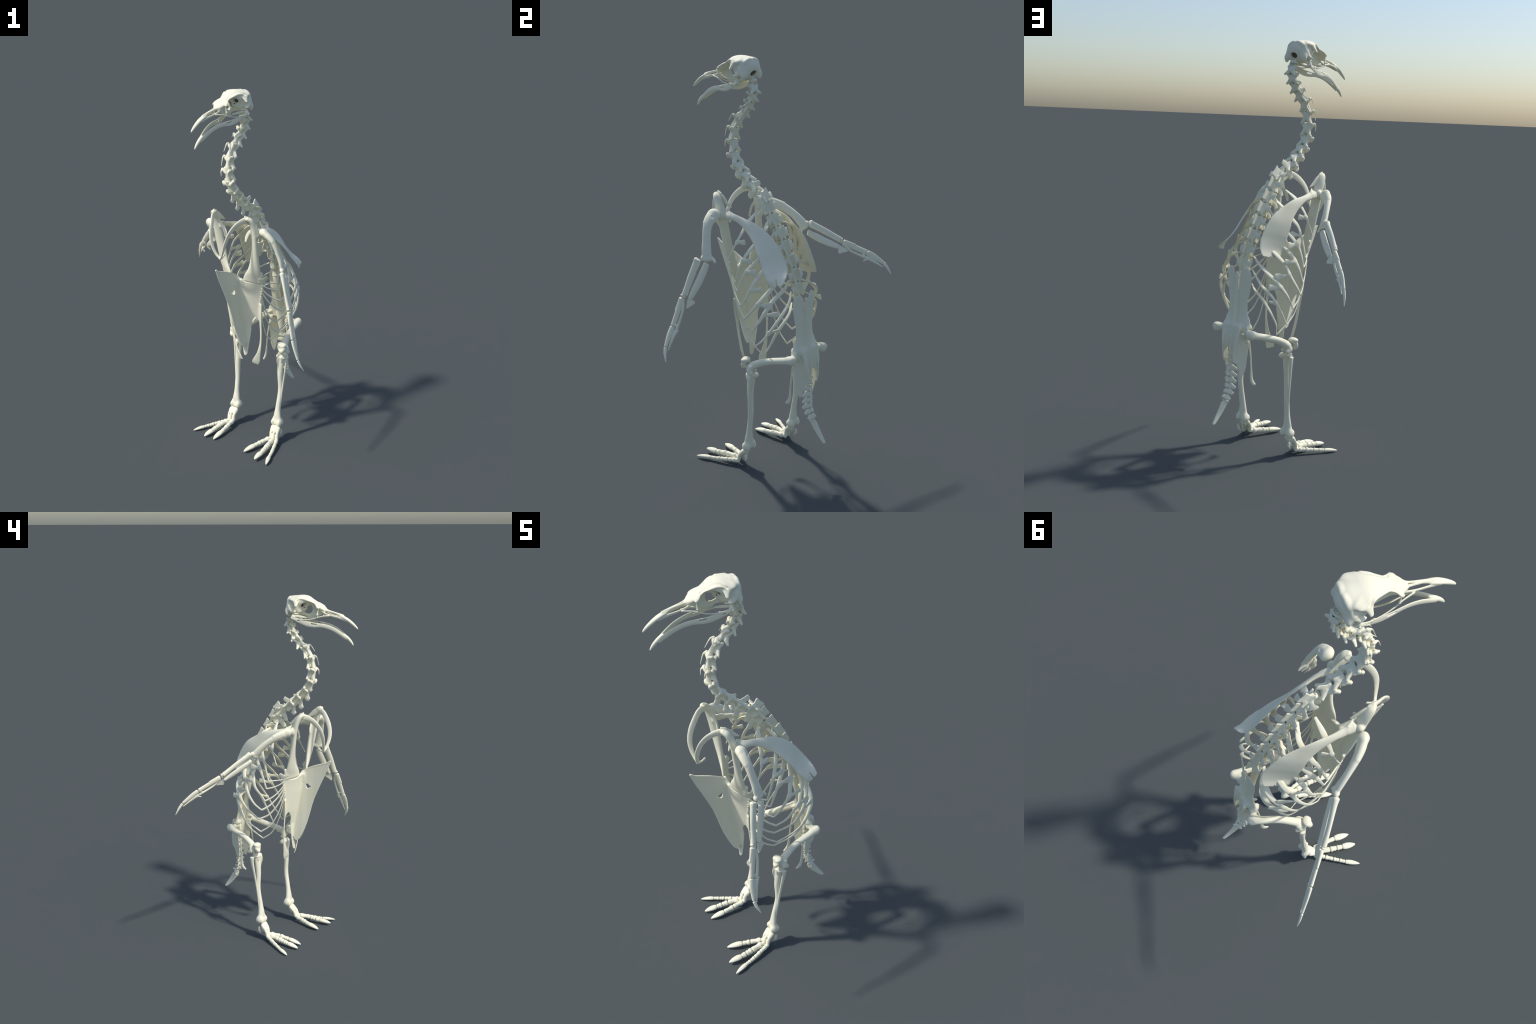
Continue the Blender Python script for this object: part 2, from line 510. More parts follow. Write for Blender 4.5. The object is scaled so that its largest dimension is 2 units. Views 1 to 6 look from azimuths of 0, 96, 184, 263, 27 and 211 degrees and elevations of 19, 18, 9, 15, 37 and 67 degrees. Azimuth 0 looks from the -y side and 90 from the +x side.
def build_neck():
    P = [np.array(p) for p in NECK]
    rng = np.random.default_rng(7)
    # atlas: a ring
    T, Lt, D = frame_at(P, 0)
    T, Lt, D = V(.25, 0, .97), V(0, 1, 0), V(-.97, 0, .25)
    B = Bone(.0014)
    c = P[0]
    ring = [c + D * (.004 + .014 * math.cos(t)) + Lt * .016 * math.sin(t) - T * .004 for t in np.linspace(0, 2 * math.pi, 13)]
    B.tube(ring, .006, .0035, ref=T, k=.004)
    B.tube([c - D * .012 + T * .004, c - D * .014 - T * .014], [.009, .006], k=.005)
    emit('atlas_vertebra', B)
    # axis to last neck vertebra
    for i in range(1, 12):
        T, Lt, D = frame_at(P, i)
        c = P[i]
        up = np.linalg.norm(P[i - 1] - c)
        dn = np.linalg.norm(P[i + 1] - c) if i + 1 < len(P) else up
        Ln = .5 * (up + dn)
        q = i / 11
        w = np.interp(i, [1, 3, 5, 8, 11], [.025, .029, .031, .034, .038])       # half width at joints
        r = np.interp(i, [1, 4, 8, 11], [.0115, .0125, .0140, .0150])
        fat = np.interp(i, [1, 5, 8, 11], [1.1, 1.15, 1.3, 1.4])
        B = Bone(.0016)

        def at(x, y, d):
            return c + T * (x * Ln) + Lt * y + D * (d - .007)
        # centrum with swollen ends, and the arch over the cord
        B.tube([at(.50, 0, -.006), at(.25, 0, -.006), at(-.1, 0, -.005), at(-.5, 0, -.006)], [r * 1.1, r * .78, r * .70, r * 1.05],
               [r * .8, r * .75, r * .75, r * .8], ref=Lt, k=.006)
        B.tube([at(.36, 0, .012), at(0, 0, .013), at(-.34, 0, .014)], [r * 1.2, r * .82, r * 1.2], [r * .66, r * .62, r * .62], ref=Lt, k=.008)
        for sg in (1, -1):
            # joint wings: front pair and rear pair
            B.tube([at(.1, sg * .010, .010), at(.36, sg * w * .72, .010), at(.50, sg * w * .80, .011)], [.007 * fat, .0075 * fat, .006 * fat], [.006 * fat, .005 * fat, .004 * fat],
                   ref=Lt, k=.006)
            ep = np.interp(i, [1, 4, 5, 8, 11], [.022, .024, .022, .020, .020])
            ew = np.interp(i, [1, 4, 5, 8, 11], [.032, .036, .030, .029, .032])
            B.tube([at(-.05, sg * .009, .014), at(-.32, sg * ew * .62, .018), at(-.48, sg * ew * .95, ep)],
                   [.009 * fat, .0075 * fat, .0048 * fat], [.006 * fat, .005 * fat, .004 * fat], ref=T, k=.007)
            # rib stump with its hole, and the styloid
            cw = np.interp(i, [1, 2, 5, 9, 11], [.014, .022, .027, .028, .031])
            B.tube([at(.15, sg * .009, -.006), at(.36, sg * cw * .85, -.009), at(.44, sg * cw, -.008)], [.0075 * fat, .0085 * fat, .0065 * fat], [.0065 * fat, .0065 * fat, .0055 * fat],
                   ref=D, k=.006)
            if i >= 2:
                ve = -np.interp(i, [2, 4, 5, 7, 8, 9, 11], [.014, .017, .028, .030, .020, .016, .016])
                ln = np.interp(i, [2, 4, 5, 6, 7, 8, 9, 11], [.10, -.05, -.40, -.45, -.10, .12, .15, .15])
                B.tube([at(.40, sg * cw * .95, -.008), at(.32, sg * cw * .85, ve * .85), at(ln, sg * cw * .75, ve * 1.02)],
                       [.0055, .0035, .0013], [.004, .0026, .0012], ref=Lt, k=.004)
            B.tube([at(.55, sg * cw * .66, -.004), at(.12, sg * cw * .72, -.004)], [.0032, .0032], k=.002, sub=True)
        # keel below
        vk = {2: .020, 3: .018, 4: .012, 9: .032, 10: .042, 11: .036}.get(i, 0)
        if vk:
            B.tube([at(.25, 0, -.008), at(.15 if i < 9 else -.05, 0, -.004 - vk * .6), at(.05 if i < 9 else -.30, 0, -.006 - vk)], [.010, .011 if i > 8 else .008, .015 if i > 8 else .005],
                   [.004, .003, .003], ref=T, k=.005)
        if i > 8:
            B.ball(at(-.30, 0, -.004 - vk), (.014, .0042, .014), k=.004)
        # spine above
        sp = {1: .018, 2: .022, 3: .024, 4: .024, 10: .026, 11: .052}.get(i, .017)
        B.tube([at(.1, 0, .014), at(-.05, 0, .010 + sp * .6), at(-.12, 0, .006 + sp)], ([.012, .009, .007] if i < 11 else [.015, .014, .012]), [.0035, .0026, .0024], ref=T, k=.006)
        # cord channel, opening between the rear wings
        B.tube([at(.8, 0, .011), at(-.8, 0, .011)], [.0055, .0055], k=.002, sub=True)
        B.ball(at(-.46 if i > 4 else -.54, 0, .021), .0092 * fat, k=.003, sub=True)
        emit('cervical_vertebra', B)


# ---------------------------------------------------------------- trunk spine
SPINE_TIPS = [(.010, 1.384), (-.021, 1.333), (-.057, 1.276), (-.094, 1.219), (-.124, 1.157), (-.157, 1.094), (-.186, 1.028), (-.207, .964)]


def trunk_frames():
    tips = [V(a, -.008, z) for a, z in SPINE_TIPS]
    out = []
    for i, t in enumerate(tips):
        T, Lt, D = frame_at(tips, i)
        if i == 0:
            T = unit(V(.70, 0, .72)); D = unit(np.cross(T, Lt)); D = D if D[0] < 0 else -D
        out.append((t - D * .052, T, Lt, D, t))
    return out


TRUNK = trunk_frames()


def build_trunk_spine():
    for i, (c, T, Lt, D, tip) in enumerate(TRUNK):
        Ln = .064
        B = Bone(.0017)

        def at(x, y, d):
            return c + T * (x * Ln) + Lt * y + D * d
        B.tube([at(.46, 0, -.006), at(.25, 0, -.005), at(0, 0, -.004), at(-.25, 0, -.005), at(-.46, 0, -.006)],
               [.019, .015, .012, .015, .019], [.017, .014, .012, .014, .017], ref=Lt, k=.005, cap=.15)
        B.tube([at(.34, 0, .016), at(-.34, 0, .016)], [.014, .014], [.009, .009], ref=Lt, k=.007)
        # tall square spine
        B.plate(c, T, D, [(.018, .014), (.021, .032), (.026, .050), (.022, .056), (0, .053), (-.022, .054), (-.028, .050), (-.024, .034), (-.018, .014)],
                .0028, k=.006, smooth=2)
        for sg in (1, -1):
            # flat transverse process with flared end
            B.tube([at(.02, sg * .008, .016), at(.02, sg * .028, .018), at(-.02, sg * .045, .021)], [.014, .012, .019], [.006, .0038, .0032],
                   ref=T, k=.006)
            B.tube([at(.2, sg * .010, .018), at(.52, sg * .016, .020)], [.007, .005], [.005, .004], ref=Lt, k=.005)
            B.tube([at(-.2, sg * .009, .020), at(-.55, sg * .013, .023)], [.007, .005], [.005, .004], ref=Lt, k=.005)
        # belly keel, longest in front
        vk = [.044, .054, .054, .040, .024, .010, 0, 0][i]
        if vk:
            B.tube([at(0, 0, -.01), at(-.10, 0, -.012 - vk * .6), at(-.28, 0, -.010 - vk)], [.018, .014, .014], [.005, .0035, .0035], ref=T, k=.006)
        B.tube([at(.8, 0, .014), at(-.8, 0, .014)], [.005, .005], k=.002, sub=True)
        emit('thoracic_vertebra', B)


# ---------------------------------------------------------------- ribs
def rib_points(sg):
    """Paths of the vertebral ribs, head to lower joint."""
    right = {
        0: [(.045, -.054, 1.290), (.058, -.109, 1.250), (.071, -.152, 1.193), (.080, -.170, 1.150), (.109, -.178, 1.079)],
        1: [None, (-.030, -.095, 1.222), (-.003, -.150, 1.157), (.016, -.168, 1.122), (.040, -.178, 1.050), (.060, -.180, .978)],
        2: [None, (-.062, -.095, 1.165), (-.036, -.146, 1.103), (.004, -.176, 1.042), (.030, -.183, .985), (.047, -.182, .933)],
        3: [None, (-.085, -.090, 1.105), (-.062, -.140, 1.045), (-.033, -.187, .986), (-.012, -.203, .937), (.022, -.193, .891), (.041, -.188, .862)],
        4: [None, (-.128, -.090, 1.052), (-.115, -.148, 1.005), (-.093, -.179, .966), (-.061, -.202, .899), (-.019, -.207, .844), (.022, -.192, .806)],
        5: [(-.150, -.045, .984), (-.168, -.095, .956), (-.162, -.150, .918), (-.125, -.186, .868), (-.077, -.198, .811), (-.008, -.173, .741)],
        6: [(-.160, -.045, .925), (-.178, -.085, .900), (-.177, -.125, .860), (-.157, -.155, .825), (-.131, -.175, .785), (-.093, -.180, .730), (-.010, -.143, .657)],
        7: [(-.160, -.045, .858), (-.180, -.085, .835), (-.172, -.121, .801), (-.144, -.136, .756), (-.117, -.143, .714), (-.080, -.138, .663), (-.024, -.091, .598)],
    }
    left = {
        0: [(.045, .040, 1.290), (.058, .078, 1.250), (.068, .118, 1.198), (.080, .148, 1.150), (.109, .168, 1.079)],
        1: [None, (-.030, .064, 1.222), (-.010, .110, 1.160), (.013, .146, 1.112), (.040, .168, 1.045), (.061, .170, .974)],
        2: [None, (-.064, .070, 1.160), (-.044, .118, 1.100), (.000, .158, 1.040), (.028, .172, .985), (.046, .172, .933)],
        3: [None, (-.090, .076, 1.100), (-.074, .130, 1.043), (-.055, .165, .999), (-.039, .178, .957), (.004, .178, .893), (.030, .173, .866)],
        4: [None, (-.130, .080, 1.030), (-.137, .122, .989), (-.107, .166, .934), (-.089, .182, .905), (-.033, .185, .842), (.015, .165, .801)],
        5: [(-.155, .036, 1.000), (-.170, .086, .972), (-.151, .141, .928), (-.128, .169, .876), (-.097, .176, .825), (-.063, .171, .784), (.005, .126, .722)],
        6: [(-.165, .034, .945), (-.190, .080, .905), (-.187, .130, .854), (-.162, .152, .805), (-.130, .160, .758), (-.083, .150, .709), (-.012, .122, .655)],
        7: [(-.168, .034, .890), (-.197, .086, .855), (-.178, .125, .795), (-.152, .133, .749), (-.123, .131, .701), (-.085, .117, .653), (-.017, .073, .590)],
    }
    out = {}
    for i, pts in (left if sg > 0 else right).items():
        if pts[0] is None:
            c = TRUNK[i + 1][0]
            pts = [(c[0], c[1] + sg * .022, c[2])] + pts[1:]
        out[i] = [V(*p) for p in pts]
    return out


# where each hooked (uncinate) process leaves its rib, where it ends, end half width
HOOKS = {
    -1: {0: ((.078, -.165, 1.165), (.032, -.146, 1.172), .013), 1: ((.026, -.171, 1.088), (-.028, -.152, 1.094), .015), 2: ((.005, -.176, 1.040), (-.064, -.168, 1.046), .017),
         3: ((-.026, -.194, .965), (-.100, -.184, .976), .013), 4: ((-.068, -.199, .912), (-.150, -.170, .904), .017), 5: ((-.112, -.191, .852), (-.184, -.165, .862), .014),
         6: ((-.126, -.177, .778), (-.158, -.150, .790), .007)},
    1: {0: ((.078, .143, 1.160), (.032, .126, 1.168), .013), 1: ((.024, .163, 1.086), (-.028, .144, 1.092), .015), 2: ((.002, .163, 1.037), (-.066, .152, 1.046), .017),
        3: ((-.040, .178, .958), (-.112, .166, .978), .013), 4: ((-.085, .184, .900), (-.162, .152, .905), .017), 5: ((-.118, .172, .855), (-.192, .140, .870), .014),
        6: ((-.135, .159, .765), (-.172, .132, .785), .007)},
}


def build_ribs():
    anchor = [(.132, .127, .987), (.132, .127, .972), (.133, .126, .953), (.133, .124, .937), (.134, .122, .923), (.134, .119, .906), (.134, .117, .892)]
    for sg in (1, -1):
        R = rib_points(sg)
        for i, pts in R.items():
            B = Bone(.0016)
            n = len(pts)
            out = V(0, sg, .25)
            # band: broad face outward
            wid = np.interp(np.linspace(0, 1, n), [0, .25, .5, .8, 1], [.007, .0125, .0105, .0068, .0052])
            if i == 0:
                wid = np.array([.006, .012, .008, .005, .003])
            if i >= 6:
                wid = wid * .8
            along = []
            P = np.array(pts)
            Tn = np.gradient(P, axis=0)
            for t in Tn:
                along.append(unit(np.cross(unit(t), unit(out))))
            B.tube(pts, wid, np.maximum(wid * .36, .0023), ref=np.array(along), k=.004, n=8)
            if i in (1, 2, 3, 4):
                c, T, Lt, D, tip = TRUNK[i + 1]
                B.tube([pts[1] * .6 + pts[0] * .4, c + Lt * sg * .040 + D * .018], [.006, .004], [.003, .003], ref=T, k=.005)
            if i in HOOKS[sg]:
                p, q, wd = HOOKS[sg][i]
                p, q = V(*p), V(*q)
                face = unit(np.cross(unit(q - p), V(-.35, sg, .1)))
                B.tube([p, p * .70 + q * .30, p * .32 + q * .68, q * .9 + p * .1], [.0088, .0072, wd * .95, wd * 1.0], [.0038, .0032, .0034, .0032],
                       ref=face, k=.006)
            rib = emit('rib', B)
            if i >= 1:
                j = i - 1
                J = pts[-1]
                a, s, z = anchor[j]
                E = V(a, sg * s - .004, z)
                sag = [.0, .006, .012, .018, .030, .040, .050][j]
                mid1 = J * .66 + E * .34 + V(.0, 0, -sag * .9) + V(.012 if j > 3 else .003, 0, 0)
                mid2 = J * .30 + E * .70 + V(.0, 0, -sag * .9) + V(.010 if j > 3 else .002, 0, 0)
                C = Bone(.0016)
                thick = [.0036, .0038, .0045, .0052, .0050, .0040, .0036][j]
                d0 = unit(mid1 - J)
                C.tube([J + d0 * .003, mid1, mid2, E], [thick * 1.15, thick, thick * .85, thick], [.0032, .0027, .0026, .003], k=.003, n=8)
                emit('sternal_rib', C)


# ---------------------------------------------------------------- sternum
def build_sternum():
    B = Bone(.0016)
    lean = .022                       # the lower end drifts to the left
    O, W = V(0, MID + lean, 0), (0, -lean, 1)
    mid = lambda z: MID + lean * (1 - z)
    # bowed breast plate in (s, z), bulging forward along the middle
    def bow(u, w):
        mid = np.interp(w, [.50, .536, .60, .70, .78, .90, 1.0, 1.05], [.124, .127, .124, .132, .151, .174, .187, .189])
        q = np.interp(w, [.48, .60, .70, .80, .9, 1.0], [3.0, 3.0, 3.2, 3.2, 3.6, 3.4])
        return mid - q * u * u
    half = [(0, 1.004), (.030, .998), (.060, .985), (.100, .985), (.127, 1.000), (.129, .97), (.124, .93), (.118, .88), (.112, .82), (.108, .77),
            (.098, .755), (.086, .770), (.078, .782), (.064, .765), (.050, .738), (.044, .70), (.034, .65), (.024, .61), (.019, .585), (.014, .548), (.007, .534), (0, .533)]
    poly = half[:-1] + [(0, .533)] + [(-u, w) for u, w in half[::-1]][1:-1]
    # plate axes: U = left, W = up, normal = forward
    B.plate(O, (0, 1, lean), W, poly, lambda u, w: np.interp(w, [.53, .75, .95, 1.0], [.0022, .0026, .0038, .0055]), k=.006,
            bow=bow, smooth=2)
    for sg in (1, -1):
        p = lambda a, t, z: V(a, sg * t + mid(z), z)
        # long rear process with paddle end
        B.tube([p(.131, .112, .86), p(.129, .108, .80), p(.123, .105, .74), p(.117, .102, .68), p(.112, .094, .62), p(.110, .080, .56), p(.108, .060, .508),
                p(.104, .050, .486)], [.010, .011, .0085, .007, .0075, .011, .021, .020], [.003, .003, .003, .003, .003, .003, .003, .0025],
               ref=[(.2, sg, 0)] * 5 + [(-.4, sg * .85, -.4)] * 3, k=.008)
        # corner lobe outside the coracoid
        B.tube([p(.138, .118, .985), p(.129, .136, 1.004), p(.114, .148, 1.018)], [.016, .016, .014], [.004, .0035, .003], ref=(.5, sg * .2, 1), k=.008)
        B.tube([p(.186, .004, 1.000), p(.170, .055, .992), p(.142, .112, .994)], [.006, .0075, .006], [.006, .007, .006], k=.008)
    # keel
    B.plate(O, (1, 0, 0), W,
            [(.176, 1.000), (.195, 1.024), (.215, 1.037), (.250, 1.052), (.294, 1.069), (.333, 1.081), (.352, 1.095), (.359, 1.092), (.350, 1.066),
             (.331, 1.020), (.296, .945), (.257, .855), (.233, .775), (.211, .703), (.180, .628), (.158, .593), (.140, .594), (.122, .66),
             (.135, .75), (.158, .86), (.172, .95)], lambda u, w: np.interp(u, [.14, .185, .215, .25, .36], [.012, .009, .0045, .0024, .0026]), k=.014, smooth=2)
    B.tube([V(.19, mid(1.016), 1.016), V(.25, mid(1.050), 1.050), V(.33, mid(1.078), 1.078), V(.355, mid(1.092), 1.092)], [.004, .003, .003, .004], k=.004)
    B.plate(O, (1, 0, 0), W, [(.206, .935), (.212, .943), (.221, .941), (.229, .932), (.240, .930), (.229, .924), (.221, .917), (.211, .919)],
            .03, k=.001, sub=True, smooth=3)
    B.tube([V(.132, mid(.60), .60), V(.132, mid(.56), .56), V(.131, mid(.535), .535)], [.010, .008, .006], [.003, .003, .003], ref=(0, 1, 0), k=.006)
    # swelling where keel and front edge meet
    B.tube([V(.188, MID, 1.006), V(.193, MID, .990), V(.192, MID, .962)], [.010, .010, .005], [.010, .010, .005], k=.012)
    emit('sternum', B)


# ---------------------------------------------------------------- shoulder girdle
SCAPULA = {
    1: ([(.168, .102, 1.288), (.11, .102, 1.280), (.06, .092, 1.266), (.0, .082, 1.248), (-.062, .070, 1.213), (-.117, .063, 1.163), (-.157, .062, 1.112), (-.187, .078, 1.069),
         (-.205, .115, 1.035), (-.211, .141, 1.008)],
        [(.168, .128, 1.256), (.118, .120, 1.256), (.072, .116, 1.238), (.03, .118, 1.208), (-.018, .127, 1.168), (-.060, .142, 1.118), (-.090, .152, 1.075), (-.110, .160, 1.050),
         (-.132, .164, 1.022), (-.150, .156, 1.000)]),
    -1: ([(.165, -.120, 1.286), (.12, -.125, 1.276), (.075, -.129, 1.265), (.0, -.128, 1.244), (-.066, -.119, 1.206), (-.12, -.114, 1.169), (-.155, -.109, 1.125), (-.180, -.107, 1.078),
          (-.193, -.113, 1.035), (-.188, -.128, 1.000)],
         [(.165, -.143, 1.254), (.125, -.144, 1.249), (.085, -.145, 1.240), (.04, -.146, 1.211), (.0, -.150, 1.172), (-.022, -.154, 1.130), (-.040, -.154, 1.090), (-.052, -.151, 1.050),
          (-.064, -.148, 1.015), (-.088, -.150, .984)]),
}


def build_girdle():
    for sg in (1, -1):
        p = side(sg)
        # coracoid
        B = Bone(.0018)
        B.tube([p(.160, .085, .996), p(.161, .089, 1.020), p(.166, .100, 1.060), p(.173, .109, 1.120), p(.183, .117, 1.196), p(.193, .122, 1.265), p(.206, .125, 1.315),
                p(.224, .122, 1.350), p(.238, .112, 1.362)],
               [.052, .048, .035, .026, .023, .024, .022, .018, .014], [.008, .011, .0135, .0155, .015, .0145, .0145, .013, .011],
               ref=[(-.55, sg, 0), (-.5, sg, 0), (-.35, sg, 0), (0, sg, 0), (.5, sg * .85, 0), (.6, sg * .8, 0), (.6, sg * .8, 0), (.6, sg * .8, 0), (.6, sg * .8, 0)], k=.008, n=7)
        B.tube([p(.146, .118, 1.012), p(.140, .130, 1.045)], [.010, .006], [.005, .004], k=.008)
        # procoracoid blade
        B.tube([p(.196, .108, 1.285), p(.194, .088, 1.275), p(.194, .072, 1.248), p(.196, .066, 1.222)], [.012, .010, .011, .007], [.004, .0028, .0026, .0025],
               ref=(.2, sg * .8, -.6), k=.008)
        # shoulder socket
        B.ball(p(.186, .138, 1.270), (.016, .016, .022), k=.010)
        emit('coracoid', B)
        # scapula: blade between a dorsal and a lateral edge
        B = Bone(.0018)
        D, E = SCAPULA[sg]
        D, E = np.array(D), np.array(E)
        C, U = .5 * (D + E), D - E
        W = .5 * np.linalg.norm(U, axis=1)
        n = len(C)
        B.tube(C, W, np.interp(np.arange(n), [0, 1, 2, 3, 5, n - 1], [.011, .009, .0075, .0055, .0032, .0022]), ref=U, k=.006, n=8)
        c, u = C[0], unit(U[0])
        B.tube([C[1] * .5 + C[0] * .5, C[0] + V(.004, 0, 0)], [.014, .019], [.010, .012], ref=U[0], k=.008)
        B.tube([C[0] + u * .010 - V(.018, 0, 0), p(.172, .104, 1.296)], [.009, .005], [.006, .004], k=.006)
        # nick in the rear end
        e, f = D[-1], E[-1]
        g = e * .55 + f * .45
        ax = unit(C[-1] - C[-4])
        B.tube([g + ax * .02, g - ax * (.034 if sg > 0 else .004)], [.0055, .0018], [.012, .012], ref=unit(U[-1]), k=.002, sub=True)
        emit('scapula', B)
    # furcula
    B = Bone(.0016)
    for sg in (1, -1):
        p = side(sg, -.010)
        B.tube([p(.158, .099, 1.306), p(.182, .102, 1.321), p(.208, .104, 1.339), p(.234, .104, 1.351), p(.264, .092, 1.344), p(.293, .073, 1.319), p(.317, .059, 1.284),
                p(.330, .047, 1.241), p(.330, .034, 1.200), p(.323, .018, 1.166), p(.315, .0, 1.146)],
               [.003, .011, .017, .018, .016, .015, .0135, .012, .010, .008, .007], [.0025, .004, .006, .0075, .0065, .006, .0055, .005, .0045, .0045, .0045],
               ref=[(-.5, .1, .9), (-.6, .1, .8), (-.5, 0, .85), (-.1, 0, 1), (.4, 0, .9), (.75, 0, .65), (.95, 0, .3), (1, 0, 0), (1, 0, -.3), (.8, 0, -.5), (.8, 0, -.5)],
               k=.006, n=7)
        B.tube([p(.225, .104, 1.362), p(.239, .104, 1.374)], [.008, .004], [.006, .004], k=.006)
    B.tube([V(.314, -.008, 1.144), V(.298, -.008, 1.148), V(.281, -.008, 1.160)], [.006, .005, .006], [.004, .003, .003], k=.004)
    emit('furcula', B)


# ---------------------------------------------------------------- flippers
def build_flipper(P, plane, sg):
    """P: joints of one flipper, plane: direction from rear edge to front edge."""
    Uv = unit(plane)

    def flat(pts, ru, rv, name, extra=None, h=.0018, k=.006):
        B = Bone(h)
        B.tube(pts, ru, rv, ref=Uv, k=k)
        if extra:
            extra(B)
        emit(name, B)

    C = np.array(P['humerus'])
    hh, hd = C[0], C[-1]
    ax = unit(C[-1] - C[-3])
    U = unit(Uv - (Uv @ ax) * ax)
    N = np.cross(ax, U)

    B = Bone(.0018)
    B.tube(C, [.022, .0245, .0225, .0205, .021, .0235, .024], [.018, .017, .0145, .0125, .0120, .012, .011], ref=Uv, k=.008)
    a0 = unit(C[1] - C[0])
    U0 = unit(Uv - (Uv @ a0) * a0)
    N0 = np.cross(a0, U0)
    B.ball(hh - a0 * .002, (.027, .020, .019), k=.010, axes=(U0, a0, N0))
    B.tube([hh - U0 * .016 + a0 * .004, C[1] - U0 * .018 + a0 * .006], [.014, .009], [.011, .009], ref=U0, k=.012)
    B.tube([hh + U0 * .018 + a0 * .01, C[2] + U0 * .016], [.010, .006], [.009, .006], k=.010)
    B.ball(hd + U * .018 - ax * .006, (.013, .012, .011), k=.006, axes=(U, ax, N))
    B.ball(hd - U * .004 - ax * .003, (.014, .011, .011), k=.006, axes=(U, ax, N))
    B.tube([hd - U * .018 - ax * .006, hd - U * .034 + ax * .006, hd - U * .040 + ax * .015], [.010, .007, .006], [.007, .005, .004], ref=ax, k=.006)
    B.tube([hh, hh - a0 * .012], [.018, .014], [.016, .013], ref=U0, k=.008)
    for e in (1, -1):
        B.ball(C[1] - U0 * .010 + N0 * e * .021 - a0 * .002, (.009, .007, .006), k=.005, sub=True, axes=(U0, a0, N0))
    emit('humerus', B)

    def long_bone(p, d, w0, w1, w2, t, name, bow=0.0, k=.005):
        x = unit(d - p)
        p, d = p - x * .005, d + x * .003
        Ub = unit(Uv - (Uv @ x) * x)
        m = .5 * (p + d) + Ub * bow
        B = Bone(.0016)
        B.tube([p, p * .75 + d * .25 + Ub * bow * .75, m, p * .25 + d * .75 + Ub * bow * .6, d], [w0, w1, w1, w1 * .92, w2], [t * 1.25, t, t * .9, t * .9, t * 1.1],
               ref=Ub, k=k, cap=.5)
        B.tube([p + Ub * w0 * .5, p + Ub * w0 * .5 + x * .01], [w0 * .55, w0 * .4], [t * 1.2, t], ref=Ub, k=.004)
        emit(name, B)
    long_bone(P['rad_p'], P['rad_d'], .017, .016, .0145, .0095, 'radius', .002)
    long_bone(P['uln_p'], P['uln_d'], .014, .0175, .011, .0085, 'ulna', -.003)
    # wrist bones
    w = .5 * (P['rad_d'] + P['mc_p'])
    x = unit(P['mc_p'] - P['rad_d'])
    B = Bone(.0014)
    B.tube([w + Uv * .010, w - Uv * .006], [.006, .006], [.009, .008], ref=x, k=.004)
    emit('radial_carpal', B)
    B = Bone(.0014)
    c0 = P['uln_d'] * .9 + P['mc_p'] * .1
    tip = P['car']
    x = unit(P['mc_d'] - P['mc_p'])
    e1 = c0 + x * .010
    B.plate(e1, -Uv, x, [(-.006, -.004), (.010, -.006), (.030, .0), (.034, .008), (.026, .020), (.014, .044), (.007, .040), (-.002, .018)], .0032, k=.004, smooth=2)
    emit('ulnar_carpal', B)
    # hand
    Uv = unit(P['hand'])
    mp, md = P['mc_p'], P['mc_d']
    x = unit(md - mp)
    U = unit(Uv - (Uv @ x) * x)
    Lm = np.linalg.norm(md - mp)
    B = Bone(.0015)
    B.tube([mp + x * .002, mp + x * Lm * .3, mp + x * Lm * .7, md - x * .004], [.0155, .0145, .013, .0125], [.009, .0075, .0065, .007], ref=U, k=.004, cap=.45)
    B.tube([mp - U * .010 + x * .012, mp - U * .024 + x * Lm * .32, mp - U * .0275 + x * Lm * .68, md - U * .0265 + x * .002], [.008, .0062, .0062, .0075],
           [.006, .0048, .0048, .0052], ref=U, k=.003)
    B.tube([md - x * .012, md - x * .010 - U * .024], [.006, .005], [.005, .0045], ref=x, k=.004)
    B.tube([mp + U * .008 + x * .002, mp + U * .014 + x * Lm * .45], [.006, .003], [.005, .003], k=.004)
    emit('carpometacarpus', B)
    x2 = unit(P['ph_d'] - md)
    U2 = unit(Uv - (Uv @ x2) * x2)
    B = Bone(.0014)
    B.tube([md + x2 * .0045, md + x2 * .045 + U2 * .001, P['ph_d'] - x2 * .003], [.0135, .0145, .0085], [.0068, .006, .005], ref=U2, k=.003, cap=.45)
    emit('flipper_phalanx', B)
    x3 = unit(P['tip'] - P['ph_d'])
    B = Bone(.0012)
    B.tube([P['ph_d'] + x3 * .0035, .5 * (P['ph_d'] + P['tip']) + U2 * .003, P['tip'] - x3 * .001], [.0088, .0072, .0018], [.005, .0042, .0016], ref=U2, k=.003, cap=.5)
    emit('flipper_phalanx', B)
    mo = P['min_d']
    mi = md - U * .027 + x * .012
    x4 = unit(mo - mi)
    U4 = unit(Uv - (Uv @ x4) * x4)
    B = Bone(.0012)
    B.tube([mi, mi + x4 * .028 + U4 * .003, mo], [.0105, .0090, .0024], [.005, .0045, .002], ref=U4, k=.003)
    B.tube([mi + x4 * .004, P['min_p']], [.006, .002], [.0035, .002], k=.003)
    emit('flipper_phalanx', B)


